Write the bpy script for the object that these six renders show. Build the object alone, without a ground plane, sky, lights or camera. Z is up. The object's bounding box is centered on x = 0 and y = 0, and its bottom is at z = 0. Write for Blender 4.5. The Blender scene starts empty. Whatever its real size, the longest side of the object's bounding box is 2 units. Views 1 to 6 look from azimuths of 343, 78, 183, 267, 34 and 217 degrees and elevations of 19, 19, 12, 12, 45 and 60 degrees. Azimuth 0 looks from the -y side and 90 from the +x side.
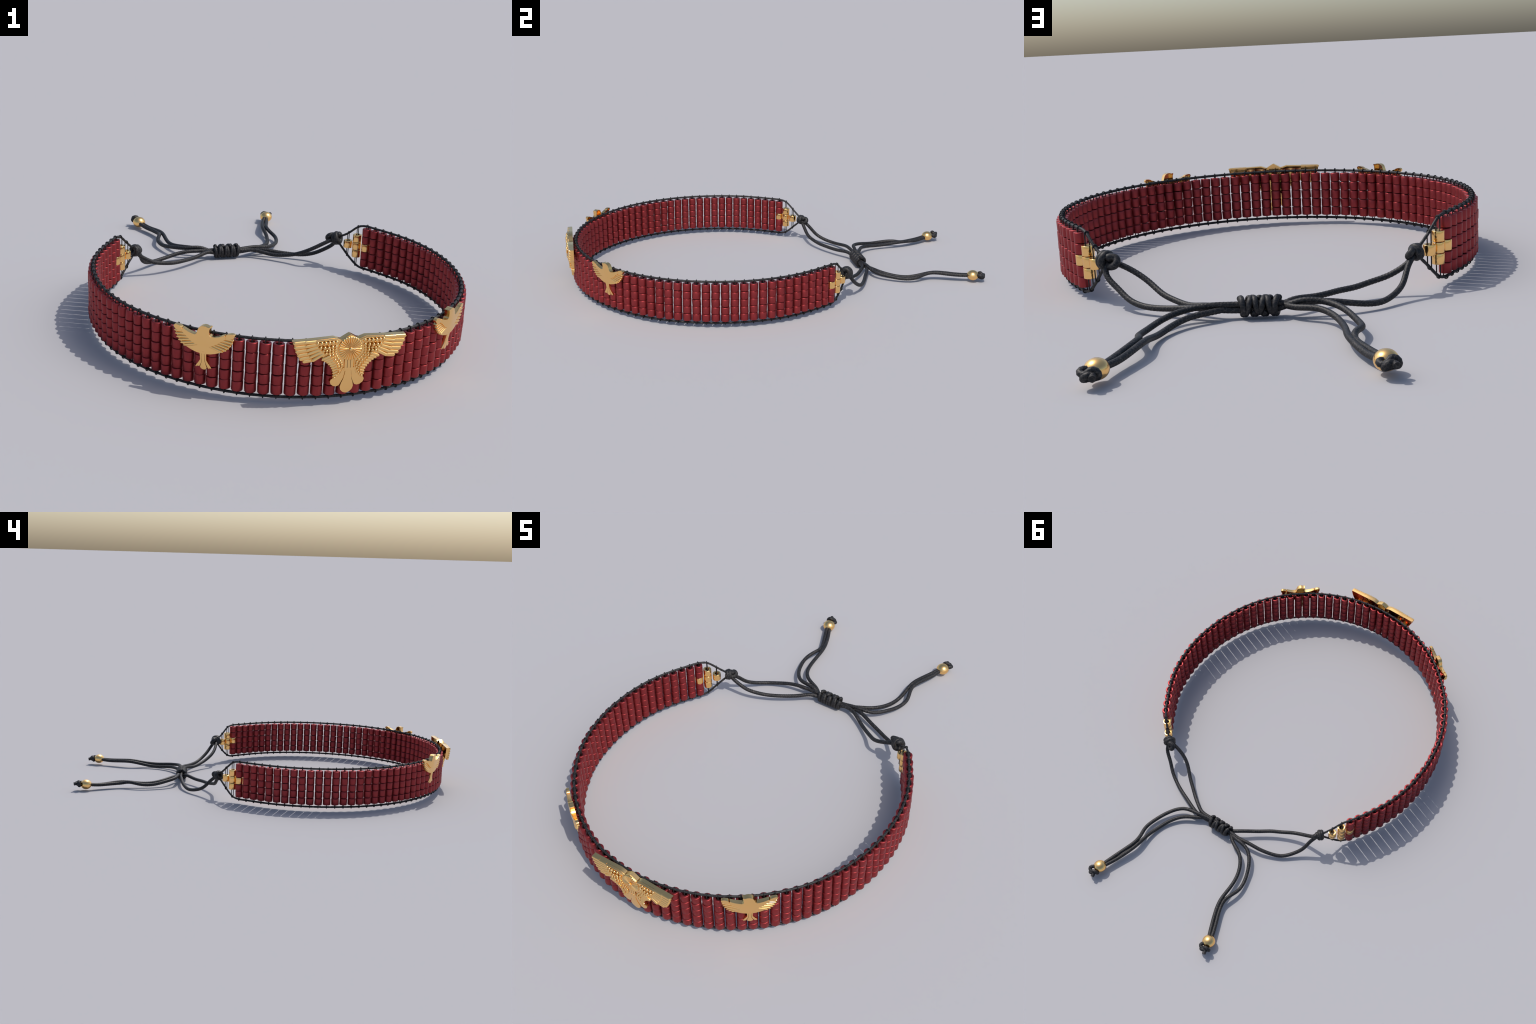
"""Beaded loom bracelet: a ring of red glass tube beads held between two black
cords, golden bird charms on the front, golden cross of beads at each end, and an
adjustable black cord clasp with a sliding knot and golden stopper balls."""
import bpy, bmesh, math, random
import numpy as np
from mathutils import Vector, Matrix

random.seed(7)
rng = np.random.default_rng(7)

# ---------------------------------------------------------------- sizes (m)
N_COL = 75                       # bead columns round the band
RING_Y = -0.2773                 # centre of the ring in plan
BEAD_R, BEAD_HOLE, BEAD_H = 0.0188, 0.0094, 0.0323
PITCH = 0.0338                   # vertical pitch of the beads
Z_MID = 0.1145                   # mid height of the band
CORD_R, THREAD_R = 0.0047, 0.0019
Z_TOP, Z_BOT = 0.2081, 0.0189    # centre of upper and lower edge cord
STRAND_R = 0.0083                # clasp cords

# plan of the band: points the column centres pass through, left end to right end
BAND_PLAN = {0: (-0.5366, 0.1585), 5: (-0.6297, -0.0226), 10: (-0.6684, -0.2222),
             15: (-0.6495, -0.4256), 20: (-0.5730, -0.6141), 25: (-0.4423, -0.7746),
             31: (-0.2357, -0.9054), 37: (0.0049, -0.9493), 43: (0.2429, -0.9005),
             49: (0.4480, -0.7688), 54: (0.5757, -0.6089), 59: (0.6493, -0.4192),
             64: (0.6690, -0.2161), 69: (0.6286, -0.0168), 74: (0.5328, 0.1632)}
# golden end columns: plan position, upper and lower cord height, beads
END_COLS = {-2: ((-0.4830, 0.2225), 0.1655, 0.0628, 1), -1: ((-0.5118, 0.1907), 0.1995, 0.0281, 3),
            75: ((0.5053, 0.1970), 0.1975, 0.0305, 3), 76: ((0.4768, 0.2281), 0.1625, 0.0660, 1)}
KNOT_L = Vector((-0.4403, 0.2613, 0.1165))
KNOT_R = Vector((0.4371, 0.2657, 0.1290))
SLIDE = Vector((-0.004, 0.4545, 0.0290))
BALL_R = Vector((0.3241, 0.9398, 0.0315))
BALL_L = Vector((-0.3095, 0.9398, 0.0290))


# ---------------------------------------------------------------- helpers
def spline(points, n, keys=None):
    """Natural cubic spline through points, n samples evenly along its length."""
    P = np.array(points, float)
    if keys is None:
        keys = np.r_[0, np.cumsum(np.maximum(np.linalg.norm(np.diff(P, axis=0), axis=1), 1e-6) ** 0.7)]
    t = np.array(keys, float)
    m = len(t)
    h = np.diff(t)
    A = np.zeros((m, m)); b = np.zeros((m, P.shape[1]))
    A[0, 0] = A[-1, -1] = 1
    for i in range(1, m - 1):
        A[i, i - 1], A[i, i], A[i, i + 1] = h[i - 1], 2 * (h[i - 1] + h[i]), h[i]
        b[i] = 6 * ((P[i + 1] - P[i]) / h[i] - (P[i] - P[i - 1]) / h[i - 1])
    M = np.linalg.solve(A, b)

    def ev(x):
        i = np.clip(np.searchsorted(t, x) - 1, 0, m - 2)
        a = ((t[i + 1] - x) / h[i])[:, None]; c = ((x - t[i]) / h[i])[:, None]; hh = (h[i] ** 2)[:, None]
        return a * P[i] + c * P[i + 1] + ((a ** 3 - a) * M[i] + (c ** 3 - c) * M[i + 1]) * hh / 6
    if np.ndim(n):
        return ev(np.array(n, float))
    dense = ev(np.linspace(t[0], t[-1], 1200))
    L = np.r_[0, np.cumsum(np.linalg.norm(np.diff(dense, axis=0), axis=1))]
    s = np.linspace(0, L[-1], n)
    return np.stack([np.interp(s, L, dense[:, k]) for k in range(P.shape[1])], 1)


def tube(path, radius, sides=12, closed=False, relief=None, taper=0.0):
    """Tube along a path; relief(s, phi) multiplies the radius; rounded end caps."""
    P = np.array(path, float)
    n = len(P)
    T = np.roll(P, -1, 0) - np.roll(P, 1, 0)
    if not closed:
        T[0] = P[1] - P[0]; T[-1] = P[-1] - P[-2]
    T /= np.linalg.norm(T, axis=1)[:, None]
    up = np.array([0, 0, 1.0]) if abs(T[0][2]) < 0.9 else np.array([1.0, 0, 0])
    N = np.cross(T[0], up); N /= np.linalg.norm(N)
    S = np.r_[0, np.cumsum(np.linalg.norm(np.diff(P, axis=0), axis=1))]
    ph = np.arange(sides) * 2 * math.pi / sides
    verts, faces = [], []
    for i in range(n):
        if i:
            N = N - T[i] * (N @ T[i]); N /= np.linalg.norm(N)
        Bv = np.cross(T[i], N)
        r = radius * np.ones(sides)
        if relief is not None:
            r = r * relief(S[i], ph)
        if taper and not closed:
            d = min(S[i], S[-1] - S[i])
            if d < taper:
                r = r * math.sqrt(max(0.04, 1 - (1 - d / taper) ** 2))
        verts += [tuple(P[i] + r[k] * (math.cos(ph[k]) * N + math.sin(ph[k]) * Bv)) for k in range(sides)]
    rings = n if closed else n - 1
    for i in range(rings):
        a, b = i * sides, ((i + 1) % n) * sides
        for k in range(sides):
            k2 = (k + 1) % sides
            faces.append((a + k, a + k2, b + k2, b + k))
    if not closed:
        faces.append(tuple(range(sides - 1, -1, -1)))
        faces.append(tuple((n - 1) * sides + k for k in range(sides)))
    return verts, faces


def merge(parts):
    V, F = [], []
    for v, f in parts:
        o = len(V)
        V += list(v); F += [tuple(i + o for i in q) for q in f]
    return V, F


def mesh_data(name, vf, mat, smooth=35):
    me = bpy.data.meshes.new(name)
    me.from_pydata([tuple(map(float, v)) for v in vf[0]], [], vf[1])
    bm = bmesh.new(); bm.from_mesh(me)
    bmesh.ops.recalc_face_normals(bm, faces=bm.faces)
    bm.to_mesh(me); bm.free()
    me.materials.append(mat)
    if smooth:
        me.shade_smooth()
        me.set_sharp_from_angle(angle=math.radians(smooth))
    return me


def add(name, me, parent, loc=(0, 0, 0), rot=(0, 0, 0), scale=(1, 1, 1)):
    ob = bpy.data.objects.new(name, me)
    bpy.context.scene.collection.objects.link(ob)
    ob.location, ob.rotation_euler, ob.scale = loc, rot, scale
    ob.parent = parent
    return ob


def plate(outline, d0, front, bevel=0.0012, mirror=1):
    """Flat cut-out: outline in (x, z), extruded outwards (towards -y) from depth d0 to
    front (a number or a function of x, z), with a rounded front rim."""
    bm = bmesh.new()
    fr = front if callable(front) else (lambda x, z: front)
    pts = [(x * mirror, z) for x, z in outline]
    a = [bm.verts.new((x, -d0, z)) for x, z in pts]
    b = [bm.verts.new((x, -fr(x, z), z)) for x, z in pts]
    n = len(pts)
    bm.faces.new(a)
    bm.faces.new(b[::-1])
    for i in range(n):
        j = (i + 1) % n
        bm.faces.new((a[i], b[i], b[j], a[j]))
    bmesh.ops.recalc_face_normals(bm, faces=bm.faces)
    bm.verts.ensure_lookup_table()
    if bevel:
        bset = set(b)
        edges = [e for e in bm.edges if e.verts[0] in bset and e.verts[1] in bset]
        bmesh.ops.bevel(bm, geom=edges, offset=bevel, segments=2, profile=0.6, affect='EDGES', clamp_overlap=True)
    bmesh.ops.triangulate(bm, faces=[f for f in bm.faces if len(f.verts) > 4])
    bm.verts.index_update()
    V = [tuple(v.co) for v in bm.verts]
    F = [tuple(v.index for v in f.verts) for f in bm.faces]
    bm.free()
    return V, F


def shell(outline, d0, front, bevel=0.0012, mirror=1, wall=0.0028, skin=0.0045):
    """Stamped metal: a front skin with a side wall running back to d0, hollow behind."""
    fr = front if callable(front) else (lambda x, z: front)
    P = np.array(outline, float)
    area = 0.5 * np.sum(P[:, 0] * np.roll(P[:, 1], -1) - np.roll(P[:, 0], -1) * P[:, 1])
    e = np.roll(P, -1, 0) - P; e /= np.maximum(np.linalg.norm(e, axis=1), 1e-9)[:, None]
    nrm = np.stack([-e[:, 1], e[:, 0]], 1) * (1 if area > 0 else -1)
    m = nrm + np.roll(nrm, 1, 0); m /= np.maximum(np.linalg.norm(m, axis=1), 1e-9)[:, None]
    k = wall / np.maximum((m * nrm).sum(1), 0.55)
    Q = P + m * k[:, None]
    parts = []
    skin_vf = plate(outline, 0, front, bevel, mirror)
    # pull the flat back of the skin forward so that only a thin sheet is left
    back = [i for i, v in enumerate(skin_vf[0]) if abs(v[1]) < 1e-9]
    SV = list(skin_vf[0])
    for i in back:
        x, _, z = SV[i]
        SV[i] = (x, -(fr(x, z) - skin), z)
    parts.append((SV, skin_vf[1]))
    n = len(P); WV, WF = [], []
    for i in range(n):
        for (x, z), dd in ((P[i], d0), (P[i], None), (Q[i], None), (Q[i], d0)):
            x = x * mirror
            WV.append((x, -(d0 if dd is not None else fr(x, z) - skin * 0.8), z))
    for i in range(n):
        a, b = 4 * i, 4 * ((i + 1) % n)
        for q in range(4):
            q2 = (q + 1) % 4
            WF.append((a + q, a + q2, b + q2, b + q))
    parts.append((WV, WF))
    return merge(parts)


def smooth_outline(ctrl, per=6):
    """Closed Catmull-Rom outline through control points."""
    n = len(ctrl); out = []
    for i in range(n):
        p0, p1, p2, p3 = (np.array(ctrl[(i + k - 1) % n], float) for k in range(4))
        for s in range(per):
            t = s / per
            out.append(tuple(0.5 * (2 * p1 + (p2 - p0) * t + (2 * p0 - 5 * p1 + 4 * p2 - p3) * t * t
                                    + (3 * p1 - p0 - 3 * p2 + p3) * t ** 3)))
    return out


def blade(length=1.0, width=1.0, height=1.0, sections=10, arc=8, tip=0.16):
    """A feather: unit bar along +x with a domed cross-section and a rounded tip."""
    V, F = [], []
    for i in range(sections + 1):
        s = i / sections
        w = width * 0.5
        if s > 1 - tip:
            q = (s - (1 - tip)) / tip
            w *= math.sqrt(max(0.0, 1 - q * q * 0.97))
        for k in range(arc + 1):
            ph = math.pi * k / arc
            V.append((length * s, -height * math.sin(ph) ** 0.8 * (0.75 + 0.25 * w / (width * 0.5)), w * math.cos(ph)))
        V.append((length * s, height * 1.0, -w)); V.append((length * s, height * 1.0, w))
    m = arc + 3
    for i in range(sections):
        for k in range(m):
            k2 = (k + 1) % m
            F.append((i * m + k, i * m + k2, (i + 1) * m + k2, (i + 1) * m + k))
    F.append(tuple(range(m))); F.append(tuple(sections * m + k for k in range(m)))
    return V, F


def sphere_vf(r=1.0, seg=16, rings=10, c=(0, 0, 0), sq=(1, 1, 1)):
    V = [(c[0], c[1], c[2] + r * sq[2])]; F = []
    for i in range(1, rings):
        th = math.pi * i / rings
        for k in range(seg):
            ph = 2 * math.pi * k / seg
            V.append((c[0] + r * sq[0] * math.sin(th) * math.cos(ph), c[1] + r * sq[1] * math.sin(th) * math.sin(ph),
                      c[2] + r * sq[2] * math.cos(th)))
    V.append((c[0], c[1], c[2] - r * sq[2]))
    for k in range(seg):
        F.append((0, 1 + k, 1 + (k + 1) % seg))
        F.append((len(V) - 1, 1 + (rings - 2) * seg + (k + 1) % seg, 1 + (rings - 2) * seg + k))
        for i in range(rings - 2):
            a, b = 1 + i * seg, 1 + (i + 1) * seg
            F.append((a + k, b + k, b + (k + 1) % seg, a + (k + 1) % seg))
    return V, F


# ---------------------------------------------------------------- materials
def new_mat(name):
    m = bpy.data.materials.new(name); m.use_nodes = True
    nt = m.node_tree
    return m, nt, nt.nodes["Principled BSDF"]


def mat_bead():
    m, nt, p = new_mat("red_satin_bead")
    tc = nt.nodes.new("ShaderNodeTexCoord")
    mp = nt.nodes.new("ShaderNodeMapping"); mp.inputs["Scale"].default_value = (420, 420, 60)
    no = nt.nodes.new("ShaderNodeTexNoise"); no.inputs["Scale"].default_value = 1.0; no.inputs["Detail"].default_value = 3
    cr = nt.nodes.new("ShaderNodeValToRGB")
    cr.color_ramp.elements[0].color = (0.285, 0.036, 0.039, 1); cr.color_ramp.elements[0].position = 0.3
    cr.color_ramp.elements[1].color = (0.315, 0.041, 0.044, 1); cr.color_ramp.elements[1].position = 0.7
    bp = nt.nodes.new("ShaderNodeBump"); bp.inputs["Strength"].default_value = 0.03; bp.inputs["Distance"].default_value = 0.0005
    L = nt.links.new
    L(tc.outputs["Object"], mp.inputs["Vector"]); L(mp.outputs["Vector"], no.inputs["Vector"])
    L(no.outputs["Fac"], cr.inputs["Fac"]); L(cr.outputs["Color"], p.inputs["Base Color"])
    L(no.outputs["Fac"], bp.inputs["Height"]); L(bp.outputs["Normal"], p.inputs["Normal"])
    p.inputs["Metallic"].default_value = 0.85
    p.inputs["Roughness"].default_value = 0.44
    return m


def mat_gold(name, rough):
    m, nt, p = new_mat(name)
    tc = nt.nodes.new("ShaderNodeTexCoord")
    no = nt.nodes.new("ShaderNodeTexNoise"); no.inputs["Scale"].default_value = 60; no.inputs["Detail"].default_value = 2
    cr = nt.nodes.new("ShaderNodeValToRGB")
    cr.color_ramp.elements[0].color = (0.98, 0.600, 0.224, 1)
    cr.color_ramp.elements[1].color = (1.0, 0.618, 0.234, 1)
    nt.links.new(tc.outputs["Object"], no.inputs["Vector"]); nt.links.new(no.outputs["Fac"], cr.inputs["Fac"])
    nt.links.new(cr.outputs["Color"], p.inputs["Base Color"])
    p.inputs["Metallic"].default_value = 1.0
    p.inputs["Roughness"].default_value = rough
    return m


def mat_cord(name, fleck):
    m, nt, p = new_mat(name)
    tc = nt.nodes.new("ShaderNodeTexCoord")
    no = nt.nodes.new("ShaderNodeTexNoise"); no.inputs["Scale"].default_value = 170; no.inputs["Detail"].default_value = 3
    cr = nt.nodes.new("ShaderNodeValToRGB")
    e = cr.color_ramp.elements
    e[0].color = (0.007, 0.0078, 0.0095, 1); e[0].position = 0.35
    e[1].color = (0.015, 0.015, 0.016, 1); e[1].position = 0.62
    x = e.new(0.76); x.color = (0.015 + fleck, 0.014 + fleck * 0.88, 0.013 + fleck * 0.75, 1)
    bp = nt.nodes.new("ShaderNodeBump"); bp.inputs["Strength"].default_value = 0.25; bp.inputs["Distance"].default_value = 0.001
    L = nt.links.new
    vo = nt.nodes.new("ShaderNodeTexVoronoi"); vo.feature = 'DISTANCE_TO_EDGE'; vo.inputs["Scale"].default_value = 95
    seam = nt.nodes.new("ShaderNodeMapRange"); seam.inputs[1].default_value = 0.0; seam.inputs[2].default_value = 0.07
    seam.inputs[3].default_value = fleck * 14; seam.inputs[4].default_value = 0.0
    patch = nt.nodes.new("ShaderNodeMath"); patch.operation = 'MULTIPLY'; patch.use_clamp = True
    mx = nt.nodes.new("ShaderNodeMix"); mx.data_type = 'RGBA'; mx.inputs["B"].default_value = (0.115, 0.098, 0.085, 1)
    L(tc.outputs["Object"], no.inputs["Vector"]); L(no.outputs["Fac"], cr.inputs["Fac"])
    L(tc.outputs["Object"], vo.inputs["Vector"]); L(vo.outputs["Distance"], seam.inputs[0])
    L(seam.outputs[0], patch.inputs[0]); L(no.outputs["Fac"], patch.inputs[1]); L(patch.outputs[0], mx.inputs["Factor"])
    L(cr.outputs["Color"], mx.inputs["A"]); L(mx.outputs["Result"], p.inputs["Base Color"])
    L(no.outputs["Fac"], bp.inputs["Height"]); L(bp.outputs["Normal"], p.inputs["Normal"])
    p.inputs["Roughness"].default_value = 0.52
    p.inputs["Specular IOR Level"].default_value = 0.3
    return m


RED = mat_bead()
GOLD = mat_gold("polished_gold", 0.16)
GOLD_SATIN = mat_gold("satin_gold", 0.24)
WAXED = mat_cord("waxed_black_cord", 0.05)
THREAD = mat_cord("black_thread", 0.015)

# ---------------------------------------------------------------- bracelet root
root = bpy.data.objects.new("bracelet", None)
bpy.context.scene.collection.objects.link(root)
root.location = (0, 0, 0)
root["label"] = "red beaded bracelet with golden bird charms and black cord"
root["category"] = "bracelet"

cols = spline([BAND_PLAN[k] for k in BAND_PLAN], list(range(N_COL)), keys=list(BAND_PLAN))
tang = np.gradient(cols, axis=0); tang /= np.linalg.norm(tang, axis=1)[:, None]


# ---------------------------------------------------------------- beads
def bead_vf(R, hole, h, bev, sides=20):
    prof = [(hole, -h / 2 + bev * 0.6), (hole + bev * 0.6, -h / 2), (R - bev, -h / 2), (R - bev * 0.3, -h / 2 + bev * 0.3),
            (R, -h / 2 + bev), (R, h / 2 - bev), (R - bev * 0.3, h / 2 - bev * 0.3), (R - bev, h / 2),
            (hole + bev * 0.6, h / 2), (hole, h / 2 - bev * 0.6)]
    V, F = [], []
    m = len(prof)
    for k in range(sides):
        a = 2 * math.pi * k / sides
        V += [(r * math.cos(a), r * math.sin(a), z) for r, z in prof]
    for k in range(sides):
        o, o2 = k * m, ((k + 1) % sides) * m
        for i in range(m):
            j = (i + 1) % m
            F.append((o + i, o2 + i, o2 + j, o + j))
    return V, F


bead_shape = bead_vf(BEAD_R, BEAD_HOLE, BEAD_H, 0.0021)
bead_mesh = mesh_data("bead", bead_shape, RED, smooth=50)
gold_bead_mesh = mesh_data("gold_bead", bead_vf(BEAD_R, BEAD_HOLE, BEAD_H - 0.0006, 0.0014, 24), GOLD, smooth=50)
behind_pendant = []
for j in range(N_COL):
    x, y = cols[j]
    nx, ny = tang[j][1], -tang[j][0]
    for row in range(5):
        z = Z_MID + (2 - row) * PITCH
        off = rng.normal(0, 0.0007, 2)
        loc = (x + nx * off[0], y + ny * off[0], z + off[1] * 0.4)
        rot = (rng.normal(0, 0.028), rng.normal(0, 0.028), rng.uniform(0, 6.28))
        if row == 2 and j in (0, N_COL - 1):
            add("gold_bead", gold_bead_mesh, root, loc, (0, 0, rot[2]))
        elif 30 <= j <= 44:
            M = Matrix.Translation(loc) @ Matrix.Rotation(rot[0], 4, 'X') @ Matrix.Rotation(rot[1], 4, 'Y') @ Matrix.Rotation(rot[2], 4, 'Z')
            behind_pendant.append(([tuple(M @ Vector(v)) for v in bead_shape[0]], bead_shape[1]))
        else:
            add("bead", bead_mesh, root, loc, rot)
ob = add("bead_strip", mesh_data("bead_strip", merge(behind_pendant), RED, smooth=50), root)
ob["kind"] = "stuff"
for k, ((x, y), zt, zb, n) in END_COLS.items():
    for i in range(n):
        add("gold_bead", gold_bead_mesh, root, (x, y, Z_MID + (i - (n - 1) / 2) * PITCH), (0.01, -0.012, rng.uniform(0, 6)))


# ---------------------------------------------------------------- weaving threads
def thread_loop(zt, zb):
    """A thread that goes down one side of the holes and back up the other, round both cords."""
    w = CORD_R + THREAD_R * 1.15
    pts = []
    for i in range(11):
        a = math.pi * i / 10
        pts.append((0, w * math.cos(a), zt + w * math.sin(a)))
    for z in np.linspace(zt, zb, 7)[1:-1]:
        pts.append((0, -w, z))
    for i in range(11):
        a = math.pi + math.pi * i / 10
        pts.append((0, w * math.cos(a), zb + w * math.sin(a)))
    for z in np.linspace(zb, zt, 7)[1:-1]:
        pts.append((0, w, z))
    return tube(pts, THREAD_R, sides=8, closed=True)


loop_mesh = mesh_data("thread_loop", thread_loop(Z_TOP, Z_BOT), THREAD, smooth=60)
for j in range(N_COL):
    add("thread_loop", loop_mesh, root, (cols[j][0], cols[j][1], 0), (0, 0, math.atan2(tang[j][1], tang[j][0]) + rng.normal(0, 0.05)))
for k, ((x, y), zt, zb, n) in END_COLS.items():
    d = math.atan2(-1.1, -1) if k < 0 else math.atan2(1.1, -1)
    add("thread_loop", mesh_data("thread_loop_short", thread_loop(zt, zb), THREAD, smooth=60), root, (x, y, 0), (0, 0, d))

# edge cords: along the band, then converging over the golden columns into the end knots
for top in (True, False):
    z = Z_TOP if top else Z_BOT
    s = 1 if top else -1
    def end(k): return END_COLS[k][0] + (END_COLS[k][1 if top else 2],)
    def mid(a, b, dz): return ((a[0] + b[0]) / 2, (a[1] + b[1]) / 2, z + dz)
    c0, c1 = tuple(cols[0]), tuple(cols[-1])
    pts = [tuple(KNOT_L + Vector((0, 0, 0.004 * s))), end(-2), end(-1), mid(c0, END_COLS[-1][0], -0.0022 * s)]
    pts += [(cols[j][0], cols[j][1], z) for j in range(0, N_COL)]
    pts += [mid(c1, END_COLS[75][0], -0.0022 * s), end(75), end(76), tuple(KNOT_R + Vector((0, 0, 0.004 * s)))]
    path = spline(pts, 520)
    wob = lambda q, ph: 1 + 0.05 * np.sin(q * 240 + 2 * ph)
    add("edge_cord", mesh_data("edge_cord", tube(path, CORD_R, 10, relief=wob), WAXED, smooth=60), root)

# ---------------------------------------------------------------- clasp cords
def braid(s, ph):
    """Fine plaited surface of a waxed cord: two crossing helical ridges."""
    a = np.sin(s * 620 + 3 * ph); b = np.sin(s * 620 - 3 * ph)
    return 1.0 + 0.05 * np.maximum(a, b)


# two strands leave each end knot, pass through the sliding knot and hang out as the
# tail pair on the other side
MAIN_R = [[(0.435, 0.292, 0.095), (0.401, 0.320, 0.061), (0.363, 0.352, 0.034), (0.317, 0.381, 0.021),
           (0.267, 0.406, 0.020), (0.215, 0.428, 0.024), (0.164, 0.450, 0.029), (0.110, 0.463, 0.026)],
          [(0.402, 0.265, 0.117), (0.345, 0.276, 0.087), (0.306, 0.299, 0.062), (0.271, 0.331, 0.041),
           (0.232, 0.362, 0.029), (0.191, 0.394, 0.023), (0.150, 0.423, 0.028), (0.106, 0.445, 0.032)]]
MAIN_L = [[(-0.420, 0.268, 0.091), (-0.400, 0.272, 0.076), (-0.360, 0.278, 0.056), (-0.311, 0.293, 0.044), (-0.266, 0.315, 0.036),
           (-0.220, 0.340, 0.034), (-0.178, 0.369, 0.032), (-0.137, 0.398, 0.034), (-0.092, 0.430, 0.036)],
          [(-0.415, 0.298, 0.085), (-0.397, 0.333, 0.046), (-0.366, 0.373, 0.023), (-0.327, 0.410, 0.015),
           (-0.277, 0.433, 0.020), (-0.224, 0.447, 0.030), (-0.170, 0.453, 0.036), (-0.110, 0.458, 0.034)]]
TAIL_R = [[(0.126, 0.465, 0.038), (0.194, 0.481, 0.031), (0.242, 0.533, 0.024), (0.272, 0.597, 0.017), (0.283, 0.660, 0.020),
           (0.272, 0.708, 0.030), (0.269, 0.748, 0.036), (0.284, 0.804, 0.034), (0.306, 0.871, 0.030), (0.322, 0.930, 0.031)],
          [(0.115, 0.479, 0.025), (0.172, 0.514, 0.022), (0.213, 0.565, 0.015), (0.238, 0.627, 0.0115), (0.250, 0.691, 0.021),
           (0.254, 0.756, 0.032), (0.270, 0.820, 0.031), (0.291, 0.878, 0.028), (0.313, 0.930, 0.031)]]
TAIL_L = [[(-0.100, 0.484, 0.031), (-0.158, 0.515, 0.034), (-0.202, 0.563, 0.027), (-0.224, 0.625, 0.020), (-0.230, 0.691, 0.023),
           (-0.234, 0.757, 0.028), (-0.252, 0.820, 0.024), (-0.276, 0.878, 0.021), (-0.301, 0.930, 0.027)],
          [(-0.113, 0.470, 0.043), (-0.182, 0.483, 0.042), (-0.231, 0.532, 0.033), (-0.260, 0.597, 0.022), (-0.269, 0.667, 0.024),
           (-0.252, 0.725, 0.030), (-0.249, 0.760, 0.025), (-0.264, 0.810, 0.023), (-0.292, 0.875, 0.023), (-0.313, 0.930, 0.029)]]
sy, sz = SLIDE[1], SLIDE[2]
THROUGH = {'R0': (0.004, -0.008), 'R1': (-0.009, 0.004), 'L0': (-0.008, -0.004), 'L1': (0.0, 0.008)}


def strand(start, main, tail, key, sgn):
    dy, dz = THROUGH[key]
    mid = [(sgn * 0.05, sy + dy, sz + dz), (0, sy + dy, sz + dz), (-sgn * 0.055, sy + dy * .8, sz + dz * .8)]
    return [tuple(start)] + main + mid + tail


for i, (main, tail) in enumerate(((MAIN_R[0], TAIL_L[1]), (MAIN_R[1], TAIL_L[0]))):
    path = spline(strand(KNOT_R, main, tail, 'R%d' % i, 1), 640)
    add("clasp_cord", mesh_data("clasp_cord", tube(path, STRAND_R, 16, relief=braid), WAXED, smooth=70), root)
for i, (main, tail) in enumerate(((MAIN_L[0], TAIL_R[1]), (MAIN_L[1], TAIL_R[0]))):
    path = spline(strand(KNOT_L, main, tail, 'L%d' % i, -1), 640)
    add("clasp_cord", mesh_data("clasp_cord", tube(path, STRAND_R, 16, relief=braid), WAXED, smooth=70), root)

# sliding knot: two wrapping cords that zigzag round the bundle
wraps = []
#          start angle of swing centre, half swing, periods, phase, tube radius, x range
for centre, amp, swings, phase, rt, x0, x1 in ((28, 66, 6.0, math.pi / 2, 0.0086, 0.050, -0.054), (212, 104, 8.0, -math.pi / 2, 0.0082, 0.053, -0.057)):
    pts = []
    n = 140
    for i in range(n):
        t = i / (n - 1)
        sw = math.sin(t * math.pi * swings + phase)
        a = math.radians(centre + amp * sw)
        r = 0.0198 + 0.0016 * math.sqrt(1 - sw * sw * 0.98) + (0.001 if centre < 90 else 0)
        pts.append((SLIDE[0] + x0 + (x1 - x0) * t, sy + r * math.cos(a), 0.0305 + (r + 0.0008) * math.sin(a)))
    wraps.append(tube(spline(pts, 460), rt, 14, taper=0.004))
add("sliding_knot", mesh_data("sliding_knot", merge(wraps), WAXED, smooth=70), root)


def end_knot(center, axis, size, tube_r, turns=2.2):
    """Overhand knot: the double cord winds round itself, then folds back through."""
    a = Vector(axis).normalized(); up = Vector((0, 0, 1)); b = up.cross(a).normalized(); up = a.cross(b)
    pts = []
    n = 26
    for i in range(n):
        t = i / (n - 1)
        ph = 2 * math.pi * turns * t + 0.6
        r = size * (0.78 + 0.22 * math.sin(math.pi * t))
        pts.append(center + a * (-0.85 + 1.35 * t) * size + b * r * math.cos(ph) + up * r * math.sin(ph))
    pts.append(center + a * 1.25 * size + b * 0.45 * size + up * 0.85 * size)
    pts.append(center + a * 1.95 * size + b * 0.1 * size + up * 0.15 * size)
    pts.append(center + a * 0.7 * size - b * 0.2 * size - up * 0.5 * size)
    pts.append(center - a * 0.6 * size + b * 0.1 * size)
    return tube(spline([tuple(p) for p in pts], 260), tube_r, 14, taper=tube_r)


add("end_knot", mesh_data("end_knot", end_knot(KNOT_R, (-0.66, 0.55, -0.22), 0.0195, 0.0112), WAXED, smooth=70), root)
add("end_knot", mesh_data("end_knot", end_knot(KNOT_L, (0.70, 0.62, -0.22), 0.0160, 0.0100), WAXED, smooth=70), root)

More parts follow.
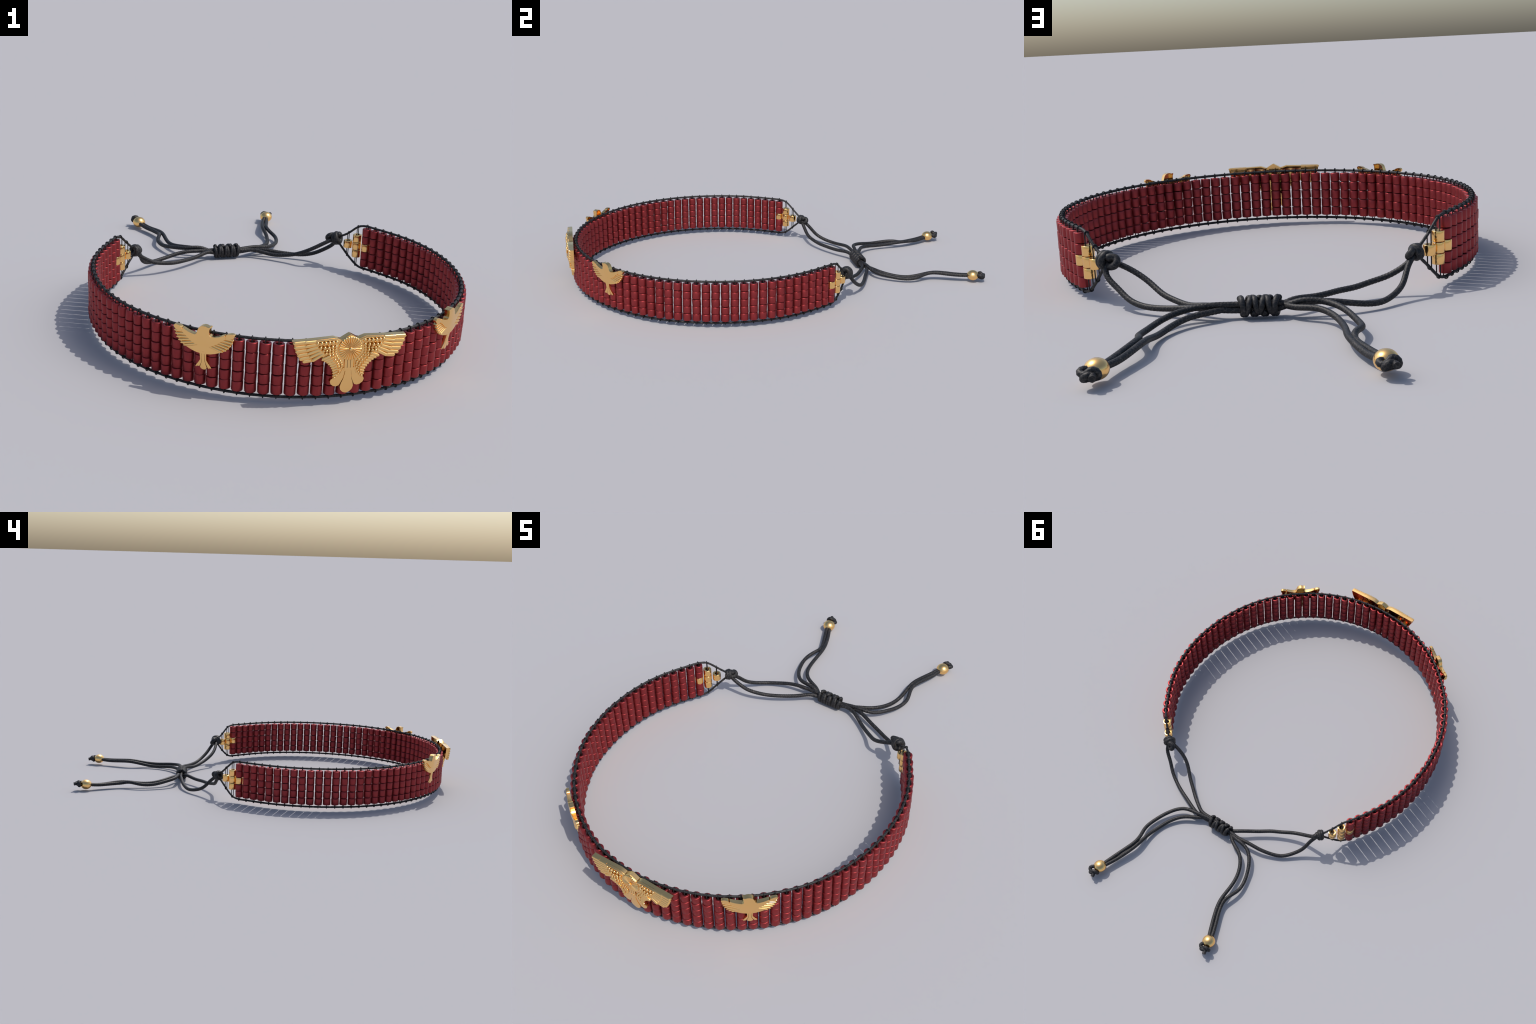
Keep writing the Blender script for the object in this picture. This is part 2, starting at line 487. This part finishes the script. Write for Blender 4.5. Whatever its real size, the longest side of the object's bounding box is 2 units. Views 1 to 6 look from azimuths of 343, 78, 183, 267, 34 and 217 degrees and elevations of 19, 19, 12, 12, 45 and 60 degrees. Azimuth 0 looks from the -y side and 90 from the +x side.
# stopper balls and the small knots behind them
ball_mesh = mesh_data("gold_ball", sphere_vf(0.0290, 32, 20, sq=(1, 1, 0.86)), GOLD_SATIN, smooth=80)
for c, rz in ((BALL_R, 0.3), (BALL_L, -0.3)):
    add("gold_ball", ball_mesh, root, tuple(c), (0.0, 0.0, rz))
TIP_R = [(0.331, 0.950, 0.032), (0.350, 0.960, 0.040), (0.357, 0.972, 0.037), (0.342, 0.982, 0.034), (0.325, 0.978, 0.044),
         (0.311, 0.974, 0.034), (0.313, 0.970, 0.022), (0.330, 0.972, 0.020), (0.347, 0.984, 0.022), (0.336, 0.989, 0.033),
         (0.323, 0.985, 0.033), (0.321, 0.992, 0.030), (0.3205, 1.000, 0.0285)]
TIP_L = [(-0.312, 0.950, 0.030), (-0.294, 0.962, 0.036), (-0.289, 0.973, 0.034), (-0.303, 0.982, 0.033), (-0.319, 0.976, 0.047),
         (-0.334, 0.974, 0.042), (-0.337, 0.972, 0.027), (-0.320, 0.972, 0.024), (-0.300, 0.984, 0.024), (-0.312, 0.988, 0.038),
         (-0.325, 0.985, 0.037), (-0.328, 0.992, 0.036), (-0.329, 1.000, 0.035)]
for pts in (TIP_R, TIP_L):
    mid = np.mean(pts, axis=0)
    pts = [tuple(mid + (np.array(p) - mid) * (0.86, 0.92, 0.80)) for p in pts[:-1]] + [pts[-1]]   # pulled tight
    add("tip_knot", mesh_data("tip_knot", tube(spline(pts, 150), 0.0084, 12, relief=lambda s, ph: 1 + 0.04 * np.sin(s * 900 + 3 * ph)),
                              WAXED, smooth=60), root)

# ---------------------------------------------------------------- golden bird charms
def both(pts):
    """Mirror a half outline (x >= 0, running from the top axis to the bottom axis)."""
    return pts + [(-x, z) for x, z in reversed(pts) if abs(x) > 1e-6]


feather_mesh = mesh_data("feather", blade(1, 1, 1), GOLD, smooth=50)


def feather(parent, p, q, width, depth, height, mirror=1):
    """Lay a feather from root p to tip q (x, z) on the charm's face at the given depth."""
    dx, dz = (q[0] - p[0]) * mirror, q[1] - p[1]
    L = math.hypot(dx, dz)
    return add("feather", feather_mesh, parent, (p[0] * mirror, -depth, p[1]), (0, -math.atan2(dz, dx), 0), (L, height, width))


def lerp_poly(poly, t):
    P = np.array(poly); L = np.r_[0, np.cumsum(np.linalg.norm(np.diff(P, axis=0), axis=1))]
    return (float(np.interp(t * L[-1], L, P[:, 0])), float(np.interp(t * L[-1], L, P[:, 1])))


def bird_charm(theta, dist, m):
    """Small bird, wings raised; m = 1: beak to the right, m = -1: to the left."""
    n = (math.sin(theta), -math.cos(theta))
    dip = lambda x: 0.020 - 0.0085 * (abs(x) / 0.1) ** 1.6          # face falls away to the wing tips
    # fan of flight feathers and belly (lower layer)
    fan = both([(0, 0.200), (0.030, 0.2035), (0.060, 0.211), (0.088, 0.213), (0.0950, 0.2010), (0.0910, 0.1905), (0.0860, 0.1805),
                (0.0800, 0.1720), (0.0718, 0.1636), (0.0615, 0.1577), (0.0385, 0.149), (0.022, 0.1445), (0, 0.1425)])
    parts = [shell(fan, 0.0, lambda x, z: dip(x) - 0.0046, 0.0010, m)]
    # head, breast and arms (upper layer)
    head = [(-0.026, 0.2045), (-0.0212, 0.2085), (-0.0185, 0.2180), (-0.0140, 0.2290), (-0.0075, 0.2342), (0.0, 0.2368), (0.0085, 0.2366),
            (0.0150, 0.2338), (0.0222, 0.2352), (0.0235, 0.2325), (0.0205, 0.2255), (0.0200, 0.2180), (0.0205, 0.2090), (0.026, 0.2045)]
    arm = [(0.036, 0.2052), (0.050, 0.2085), (0.0685, 0.2165), (0.0712, 0.2105), (0.0705, 0.2035), (0.0600, 0.1965), (0.0500, 0.1875),
           (0.0400, 0.1800), (0.0270, 0.1735), (0.0140, 0.1702)]
    top = head + arm + [(0, 0.1692)] + [(-x, z) for x, z in reversed(arm)]
    parts.append(shell(top, 0.0, lambda x, z: dip(x), 0.0012, m))
    # wrists
    wrist = smooth_outline([(0.0715, 0.2055), (0.0722, 0.2175), (0.0830, 0.2226), (0.0930, 0.2233), (0.0990, 0.2190), (0.0970, 0.2110), (0.0860, 0.2055)], 3)
    for s in (1, -1):
        parts.append(shell(wrist, 0.0, lambda x, z: dip(x) - 0.0002, 0.0014, s))
    # tail: three flaring feathers, sinking towards the beads
    slope = lambda x, z: 0.0062 + 0.0085 * max(0.0, (z - 0.088) / 0.056)
    mid = both([(0, 0.150), (0.0040, 0.150), (0.0042, 0.122), (0.0068, 0.108), (0.0112, 0.0950), (0.0092, 0.0895), (0.0050, 0.0868), (0, 0.0858)])
    sidef = [(0.0042, 0.150), (0.0115, 0.150), (0.0102, 0.133), (0.0100, 0.121), (0.0160, 0.1105), (0.0240, 0.0990), (0.0262, 0.0950),
             (0.0245, 0.0912), (0.0195, 0.0902), (0.0145, 0.0925), (0.0074, 0.108), (0.0048, 0.122)]
    parts.append(plate(mid, 0.0, slope, 0.0009, m))
    for s in (1, -1):
        parts.append(plate(sidef, 0.0, lambda x, z: slope(x, z) - 0.0004, 0.0009, s))
    ob = add("bird_charm", mesh_data("bird_charm", merge(parts), GOLD, smooth=40), root,
             (n[0] * dist, RING_Y + n[1] * dist, 0), (0, 0, theta), (1.02, 1, 1))
    # flight feathers
    roots = [(0.0700, 0.2040), (0.0600, 0.1970), (0.0510, 0.1890), (0.0420, 0.1820), (0.0310, 0.1765), (0.0200, 0.1722)]
    tips = [(0.0975, 0.2030), (0.0945, 0.1925), (0.0895, 0.1825), (0.0830, 0.1735), (0.0750, 0.1655), (0.0645, 0.1595)]
    for s in (1, -1):
        for p, q in zip(roots, tips):
            feather(ob, p, q, 0.0084, dip((p[0] + q[0]) / 2) - 0.0050, 0.0040, s)
    return ob


bird_charm(math.radians(-36.55), 0.6790, 1)
bird_charm(math.radians(37.8), 0.6790, -1)

# ---------------------------------------------------------------- winged sun-disc pendant
parts = []
# the face swells forward below the straight top edge
def face(x, z):
    ramp = min(1.0, max(0.0, (0.2262 - z) / 0.014))
    swell = 0.0095 * math.exp(-((abs(x) - 0.078) / 0.030) ** 2)
    return 0.0192 + (0.0006 + swell) * ramp - 0.0045 * max(0.0, (0.14 - z) / 0.05)

wing = [(0.020, 0.2140), (0.028, 0.2215), (0.0505, 0.2295), (0.113, 0.2268), (0.181, 0.2255), (0.1775, 0.2080), (0.171, 0.1890), (0.160, 0.1690),
        (0.148, 0.1600), (0.128, 0.1690), (0.118, 0.1625), (0.090, 0.1730), (0.072, 0.1580), (0.060, 0.1410), (0.0520, 0.1250), (0.0485, 0.1080),
        (0.0500, 0.0930), (0.0450, 0.0900), (0.036, 0.0960), (0.026, 0.1080), (0.019, 0.1250), (0.017, 0.1550)]
for s in (1, -1):
    parts.append(shell(wing, 0.0, face, 0.0010, s))
    rim = [(0.031, 0.2205), (0.0512, 0.2285), (0.113, 0.2262), (0.1125, 0.2222), (0.0525, 0.2240), (0.034, 0.2172)]
    parts.append(plate(rim, 0.012, 0.0255, 0.0012, s))
hood = both([(0, 0.2375), (0.006, 0.2348), (0.029, 0.2212), (0.030, 0.2000), (0, 0.190)])
parts.append(shell(hood, 0.0, 0.0200, 0.0012))
parts.append(plate(both([(0, 0.175), (0.024, 0.170), (0.022, 0.120), (0.012, 0.090), (0, 0.085)]), 0.003, 0.0160, 0.0008))
# body strips and tail lobes
fall = lambda x, z: 0.0115 + 0.0095 * min(1.0, max(0.0, (z - 0.04) / 0.09))
for x0, x1 in ((-0.0150, -0.0058), (-0.0048, 0.0048), (0.0058, 0.0150)):
    parts.append(plate([(x0, 0.165), (x1, 0.165), (x1 * 0.95, 0.118), (x0 * 0.95, 0.118)], 0.0, 0.0215, 0.0010))
centre = both([(0, 0.128), (0.0085, 0.128), (0.0105, 0.108), (0.0135, 0.090), (0.0195, 0.074), (0.0220, 0.0620), (0.0190, 0.0510),
               (0.0120, 0.0435), (0.0055, 0.0400), (0, 0.0390)])
parts.append(plate(centre, 0.0, lambda x, z: fall(x, z) + 0.0008, 0.0012))
lobe = [(0.0090, 0.128), (0.0180, 0.128), (0.0260, 0.1080), (0.0400, 0.0950), (0.0530, 0.0905), (0.0560, 0.0830), (0.0525, 0.0730), (0.0440, 0.0660),
        (0.0340, 0.0635), (0.0250, 0.0670), (0.0200, 0.0765), (0.0140, 0.0910), (0.0110, 0.108)]
for s in (1, -1):
    parts.append(plate(lobe, 0.0, lambda x, z: fall(x, z) - 0.0006, 0.0012, s))
pend = add("winged_pendant", mesh_data("winged_pendant", merge(parts), GOLD, smooth=40), root, (0.0102, -0.9615, 0), (0, 0, 0), (1.005, 1, 1))

# flight feathers in two overlapping rows, coverts down the inner curve
row0 = [(0.1134, 0.2240), (0.1090, 0.2080), (0.1010, 0.1910), (0.0870, 0.1780)]
row1 = [(0.1485, 0.2240), (0.1440, 0.2040), (0.1365, 0.1810), (0.1190, 0.1570)]
row2 = [(0.1830, 0.2235), (0.1795, 0.2080), (0.1725, 0.1880), (0.1620, 0.1680), (0.1460, 0.1560)]
cov_in = [(0.0720, 0.1760), (0.0560, 0.1560), (0.0450, 0.1400), (0.0385, 0.1270), (0.0375, 0.1130), (0.0400, 0.1020)]
cov_out = [(0.0960, 0.1660), (0.0760, 0.1530), (0.0630, 0.1380), (0.0550, 0.1230), (0.0510, 0.1060), (0.0525, 0.0960)]
for s in (1, -1):
    for i in range(6):
        t = (i + 0.25) / 5.6
        p, q, r = lerp_poly(row0, t), lerp_poly(row1, t), lerp_poly(row2, t)
        feather(pend, (q[0] * .93 + p[0] * .07, q[1] * .93 + p[1] * .07), r, 0.0122, face((q[0] + r[0]) / 2, 0.2) - 0.0010, 0.0046, s)
        feather(pend, (p[0] * 1.05 - q[0] * .05, p[1]), (q[0] * 1.01, q[1]), 0.0118, face((p[0] + q[0]) / 2, 0.2) - 0.0010, 0.0056, s)
    for i in range(9):
        t = (i + 0.3) / 9
        p, q = lerp_poly(cov_in, t), lerp_poly(cov_out, t)
        feather(pend, (p[0] * 1.12 - q[0] * .12, p[1] * 1.12 - q[1] * .12), q, 0.0105 - 0.003 * t, face(p[0], p[1]) - 0.0002, 0.0046, s)

# rows of granules inside the wings: start, end, count, radius
ROWS = [((0.0455, 0.2172), (0.1065, 0.2168), 6, 0.0062), ((0.0470, 0.2030), (0.0975, 0.2025), 5, 0.0054), ((0.0480, 0.1945), (0.0890, 0.1935), 5, 0.0047),
        ((0.0485, 0.1860), (0.0800, 0.1840), 4, 0.0047), ((0.0470, 0.1770), (0.0670, 0.1760), 3, 0.0047), ((0.0420, 0.1690), (0.0580, 0.1680), 3, 0.0045),
        ((0.0365, 0.1610), (0.0480, 0.1590), 2, 0.0050), ((0.0300, 0.1530), (0.0405, 0.1505), 2, 0.0050), ((0.0255, 0.1460), (0.0355, 0.1425), 2, 0.0048),
        ((0.0240, 0.1380), (0.0325, 0.1345), 2, 0.0045), ((0.0255, 0.1290), (0.0325, 0.1250), 2, 0.0040), ((0.0290, 0.1180), (0.0290, 0.1180), 1, 0.0044),
        ((0.0330, 0.1100), (0.0330, 0.1100), 1, 0.0044), ((0.0378, 0.1030), (0.0378, 0.1030), 1, 0.0044), ((0.0440, 0.0970), (0.0440, 0.0970), 1, 0.0044)]
gran = []
for s in (1, -1):
    for a, b, n, r in ROWS:
        for i in range(n):
            t = i / max(1, n - 1)
            x, z = a[0] + (b[0] - a[0]) * t, a[1] + (b[1] - a[1]) * t
            d = face(x, z) + 0.0018
            gran.append(sphere_vf(r, 12, 8, (x * s, -d, z), (1, 0.85, 1)))
ob = add("granules", mesh_data("granules", merge(gran), GOLD, smooth=80), pend)
ob["kind"] = "stuff"

# ribbed sun disc with a central boss
R_DISC, N_PET = 0.0388, 26
V, F = [], []
seg = N_PET * 8
radii = [0.0, 0.12, 0.2, 0.35, 0.5, 0.65, 0.78, 0.88, 0.94, 0.98, 1.0, 1.0]
for i, q in enumerate(radii):
    for k in range(seg):
        a = 2 * math.pi * k / seg
        u = abs(math.sin(a * N_PET / 2))
        groove = (1 - u) ** 1.8
        h = 0.0270 - 0.0032 * groove * min(1, q * 3) * (1 if q < 0.95 else 0.3)
        if q > 0.9:
            h -= 0.0032 * ((q - 0.9) / 0.1) ** 2
        if i == len(radii) - 1:
            h = 0.012
        rr = R_DISC * q * (1 - 0.012 * groove * (q > 0.9))
        V.append((rr * math.cos(a), -h, 0.193 + rr * math.sin(a)))
for i in range(len(radii) - 1):
    for k in range(seg):
        k2 = (k + 1) % seg
        F.append((i * seg + k, i * seg + k2, (i + 1) * seg + k2, (i + 1) * seg + k))
sun = add("sun_disc", mesh_data("sun_disc", (V, F), GOLD, smooth=60), pend)
add("boss", mesh_data("boss", sphere_vf(0.0062, 16, 10, (0, 0, 0), (1, 0.9, 1)), GOLD, smooth=80), pend, (0, -0.0285, 0.193))
